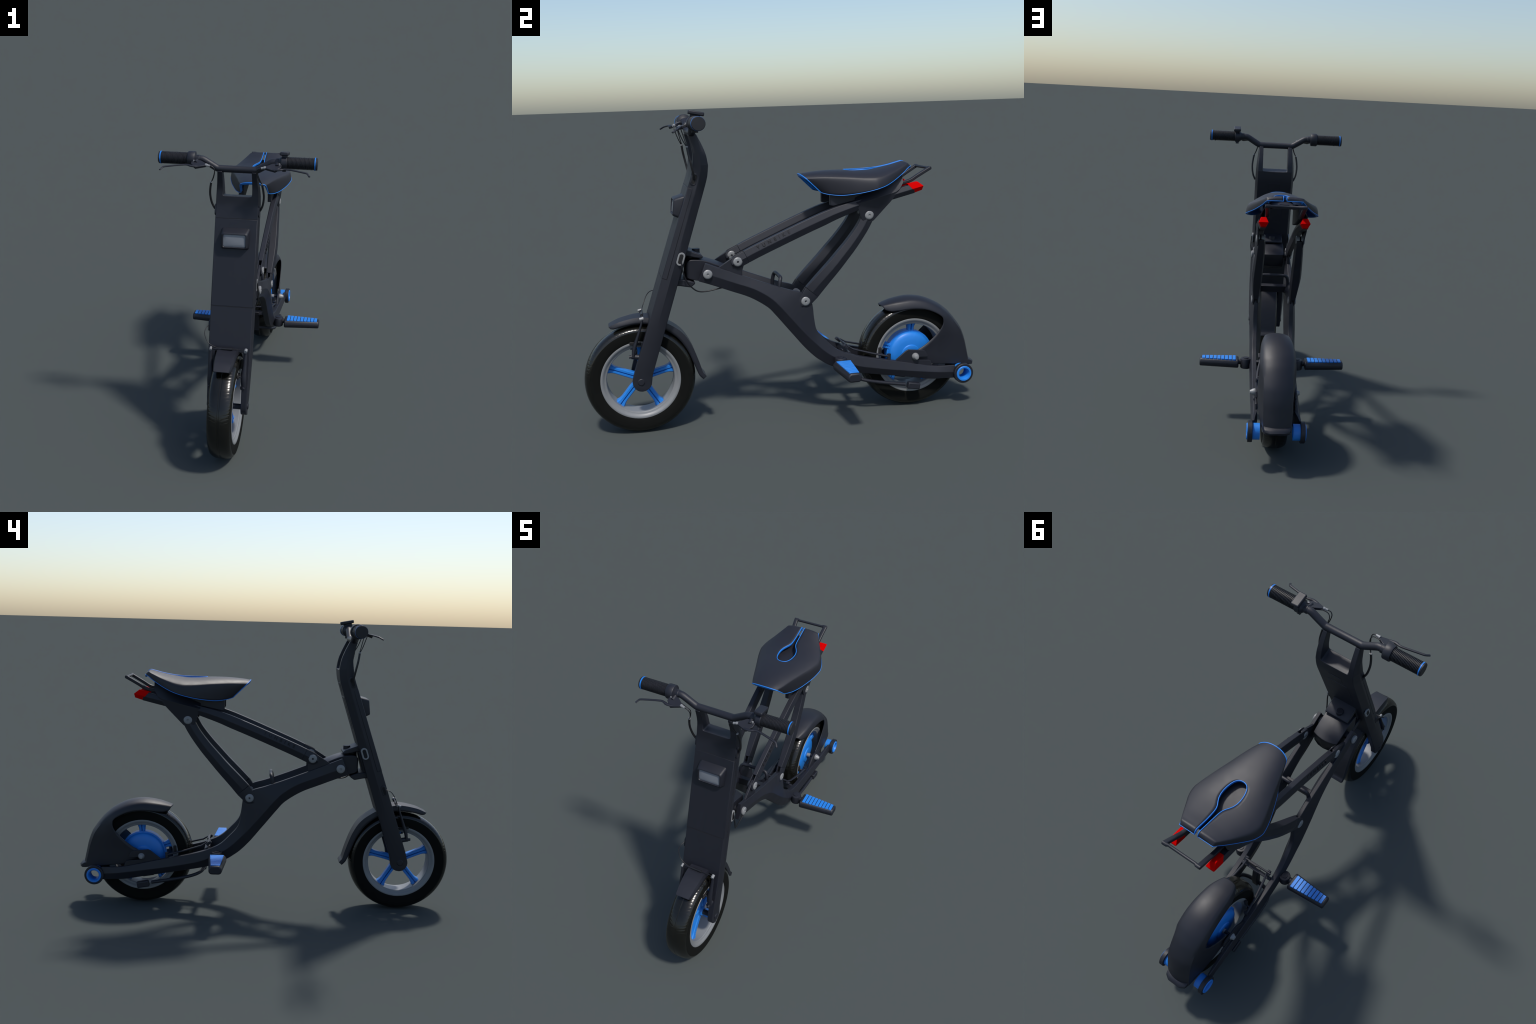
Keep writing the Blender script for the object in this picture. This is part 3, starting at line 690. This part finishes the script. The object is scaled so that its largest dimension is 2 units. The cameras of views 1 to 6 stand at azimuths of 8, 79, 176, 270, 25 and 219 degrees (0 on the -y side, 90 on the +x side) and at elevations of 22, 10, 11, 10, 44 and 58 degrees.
# saddle support block
for s in (1, -1):
    sb = []
    for y, zl, zh, x0, x1 in ((0.2240, 1.0720, 1.1300, 0.0710, 0.0920), (0.2400, 1.0680, 1.1800, 0.0710, 0.0930), (0.3500, 1.0900, 1.1900, 0.0720, 0.0960), (0.4800, 1.1250, 1.1950, 0.0730, 0.0960), (0.5900, 1.1550, 1.2080, 0.0730, 0.0940)):
        sb.append([(s*x0, y, zl), (s*x1, y, zl), (s*x1, y, zh), (s*x0, y, zh)])
    loft("saddle_bracket", sb, PAINT, seatf, 0.003, angle=25)
deck = []
for y, z, hw in ((0.3000, 1.1960, 0.0560), (0.3600, 1.1900, 0.0640), (0.4800, 1.1930, 0.0640), (0.5900, 1.2080, 0.0600)):
    deck.append([(-hw, y, z - 0.008), (hw, y, z - 0.008), (hw, y, z), (-hw, y, z)])
loft("saddle_deck", deck, PAINT, seatf, 0.002)

# raised maker's lettering on the upper flank of both tubes
def lettering(s):
    cu = bpy.data.curves.new("lettering", "FONT")
    cu.body = "YUNBIKE"; cu.size = 0.0240; cu.extrude = 0.0013
    cu.space_character = 2.1; cu.align_x = "CENTER"; cu.align_y = "CENTER"
    tmp = bpy.data.objects.new("lettering_tmp", cu)
    bpy.context.scene.collection.objects.link(tmp)
    dg = bpy.context.evaluated_depsgraph_get()
    me = bpy.data.meshes.new_from_object(tmp.evaluated_get(dg))
    bpy.data.objects.remove(tmp)
    me.name = "lettering"; me.materials.clear(); me.materials.append(SEAM)
    a = Vector((0, 0.921, 0.389)).normalized() * (1 if s > 0 else -1)       # reading direction
    ang = math.atan2(0.0212*(1-0.58), 0.0315)                              # lean of the upper flank
    up = Vector((0, -0.389, 0.921)).normalized()
    n = (Vector((s, 0, 0))*math.cos(ang) + up*math.sin(ang)).normalized()
    u = n.cross(a)
    c = Vector((s*0.0968, -0.060, 0.9105)) + Vector((s*0.0214*0.79, 0, 0)) + up*0.0157
    M = Matrix(((a.x, u.x, n.x, c.x), (a.y, u.y, n.y, c.y), (a.z, u.z, n.z, c.z), (0, 0, 0, 1)))
    me.transform(M)
    add("lettering", me, seatf)
for s in (1, -1): lettering(s)

# ================================================================== SADDLE
# top centre line, lower edge and half width along the length (0 = nose, 1 = tail)
sad = [  # yc, zc, ye, ze, half width, shoulder height above edge (fraction)
    (0.0925, 1.2245, 0.1830, 1.1360, 0.0800, 0.80),
    (0.1300, 1.2300, 0.2050, 1.1290, 0.0950, 0.79),
    (0.1850, 1.2345, 0.2350, 1.1240, 0.1120, 0.78),
    (0.2400, 1.2365, 0.2750, 1.1215, 0.1295, 0.76),
    (0.3000, 1.2360, 0.3200, 1.1255, 0.1485, 0.74),
    (0.3600, 1.2345, 0.3700, 1.1335, 0.1680, 0.70),
    (0.4100, 1.2345, 0.4150, 1.1435, 0.1810, 0.66),
    (0.4450, 1.2355, 0.4450, 1.1515, 0.1850, 0.64),
    (0.4900, 1.2400, 0.4880, 1.1645, 0.1740, 0.64),
    (0.5500, 1.2500, 0.5400, 1.1865, 0.1435, 0.68),
    (0.6000, 1.2620, 0.5930, 1.2160, 0.1120, 0.74),
    (0.6200, 1.2660, 0.6180, 1.2340, 0.0975, 0.78),
    (0.6320, 1.2590, 0.6330, 1.2420, 0.0895, 0.60),
    (0.6370, 1.2450, 0.6370, 1.2440, 0.0875, 0.50)]
key = [(0.3210, 0.0), (0.3218, 0.0095), (0.3250, 0.0185), (0.3310, 0.0265), (0.3420, 0.0340), (0.3580, 0.0400), (0.3780, 0.0440), (0.4000, 0.0455), (0.4200, 0.0440), (0.4400, 0.0385), (0.4580, 0.0290), (0.4720, 0.0200), (0.4880, 0.0135), (0.5100, 0.0105), (0.5500, 0.0090), (0.6400, 0.0085)]
def key_w(y):
    if y <= key[0][0]: return 0.0
    for (a, b), (c, e) in zip(key, key[1:]):
        if y <= c: return b + (e-b)*(y-a)/(c-a)
    return key[-1][1]
base_rows = spline(sad, 10)
# add extra rows through the rounded front of the keyhole
rows = []
for p, q in zip(base_rows, base_rows[1:]):
    rows.append(p)
    k = 5 if 0.305 < p[0] < 0.345 else 1
    for j in range(1, k): rows.append(tuple(a + (b-a)*j/k for a, b in zip(p, q)))
rows.append(base_rows[-1])
NA = 26
def saddle_point(r, f):
    """f 0..1 across half the saddle: crown, rounded shoulder, then the skirt."""
    yc, zc, ye, ze, hw, sh = r
    zs = ze + (zc-ze)*sh
    # cubic Bezier pieces in (x, z): crown to shoulder, shoulder to edge
    if f < 0.5:
        g = f/0.5
        P = ((0.0, zc), (0.45*hw, zc), (0.72*hw, zs + (zc-zs)*0.60), (0.90*hw, zs))
    else:
        g = (f-0.5)/0.5
        P = ((0.90*hw, zs), (0.962*hw, zs - (zc-zs)*0.21), (0.992*hw, zs - (zs-ze)*0.50), (hw, ze))
    b = ((1-g)**3, 3*g*(1-g)**2, 3*g*g*(1-g), g**3)
    x = sum(w*p[0] for w, p in zip(b, P)); z = sum(w*p[1] for w, p in zip(b, P))
    m = (zc - z)/max(1e-4, zc - ze)
    return x, yc + (ye-yc)*m, z
def f_at(r, x):
    """inverse of saddle_point along the crown."""
    lo, hi = 0.0, 0.5
    for _ in range(30):
        mid = (lo+hi)/2
        if saddle_point(r, mid)[0] < x: lo = mid
        else: hi = mid
    return lo
sides = {}
for s in (1, -1):
    grid = []
    for r in rows:
        line = []
        kw = key_w(r[0])
        f0 = 0.0
        if kw > 0:
            f0 = f_at(r, kw)
        for j in range(NA):
            f = f0 + (1-f0)*j/(NA-1)
            x, y, z = saddle_point(r, f)
            line.append((s*x, y, z))
        grid.append(line)
    sides[s] = grid
V = []; F = []
for s in (1, -1):
    o = len(V); g = sides[s]
    for line in g: V.extend(line)
    for i in range(len(g)-1):
        for j in range(NA-1):
            q = (o+i*NA+j, o+i*NA+j+1, o+(i+1)*NA+j+1, o+(i+1)*NA+j)
            F.append(q if s > 0 else tuple(reversed(q)))
sadme = bpy.data.meshes.new("saddle")
sadme.from_pydata(V, [], F)
import bmesh
bm = bmesh.new(); bm.from_mesh(sadme)
bmesh.ops.remove_doubles(bm, verts=bm.verts, dist=2e-5)
bmesh.ops.recalc_face_normals(bm, faces=bm.faces)
if sum(f.normal.z for f in bm.faces) < 0: bmesh.ops.reverse_faces(bm, faces=bm.faces)
bm.to_mesh(sadme); bm.free()
sadme.materials.append(COVER); sadme.materials.append(BLUE)
sadme.shade_smooth(); sadme.set_sharp_from_angle(angle=math.radians(60))
saddle = add("saddle", sadme); saddle.location.x = FX
so = saddle.modifiers.new("shell", "SOLIDIFY")
so.thickness = 0.013; so.offset = -1; so.material_offset = 1; so.material_offset_rim = 1
# blue piping along every free edge
nose = [sides[-1][0][j] for j in range(NA-1, 0, -1)] + sides[1][0]
rod("piping", nose, 0.0026, BLUE, saddle, 8)
for s in (1, -1):
    rod("piping", [l[-1] for l in sides[s]], 0.0017, BLUE, saddle, 8)
    tail = sides[s][-1]
    rod("piping", tail, 0.0018, BLUE, saddle, 8)
    kk = [l[0] for l, r in zip(sides[s], rows) if r[0] >= 0.3205]
    kk = [(0.0, kk[0][1], kk[0][2])] + kk
    rod("piping", kk, 0.0021, BLUE, saddle, 8)
# dark tray seen through the keyhole
tray = []
for y, hw, z in ((0.300, 0.050, 1.2060), (0.36, 0.060, 1.2000), (0.46, 0.055, 1.1990), (0.55, 0.030, 1.2130), (0.600, 0.022, 1.2240)):
    tray.append([(-hw, y, z-0.006), (hw, y, z-0.006), (hw, y, z), (-hw, y, z)])
loft("saddle_tray", tray, COVER, saddle, 0.001)
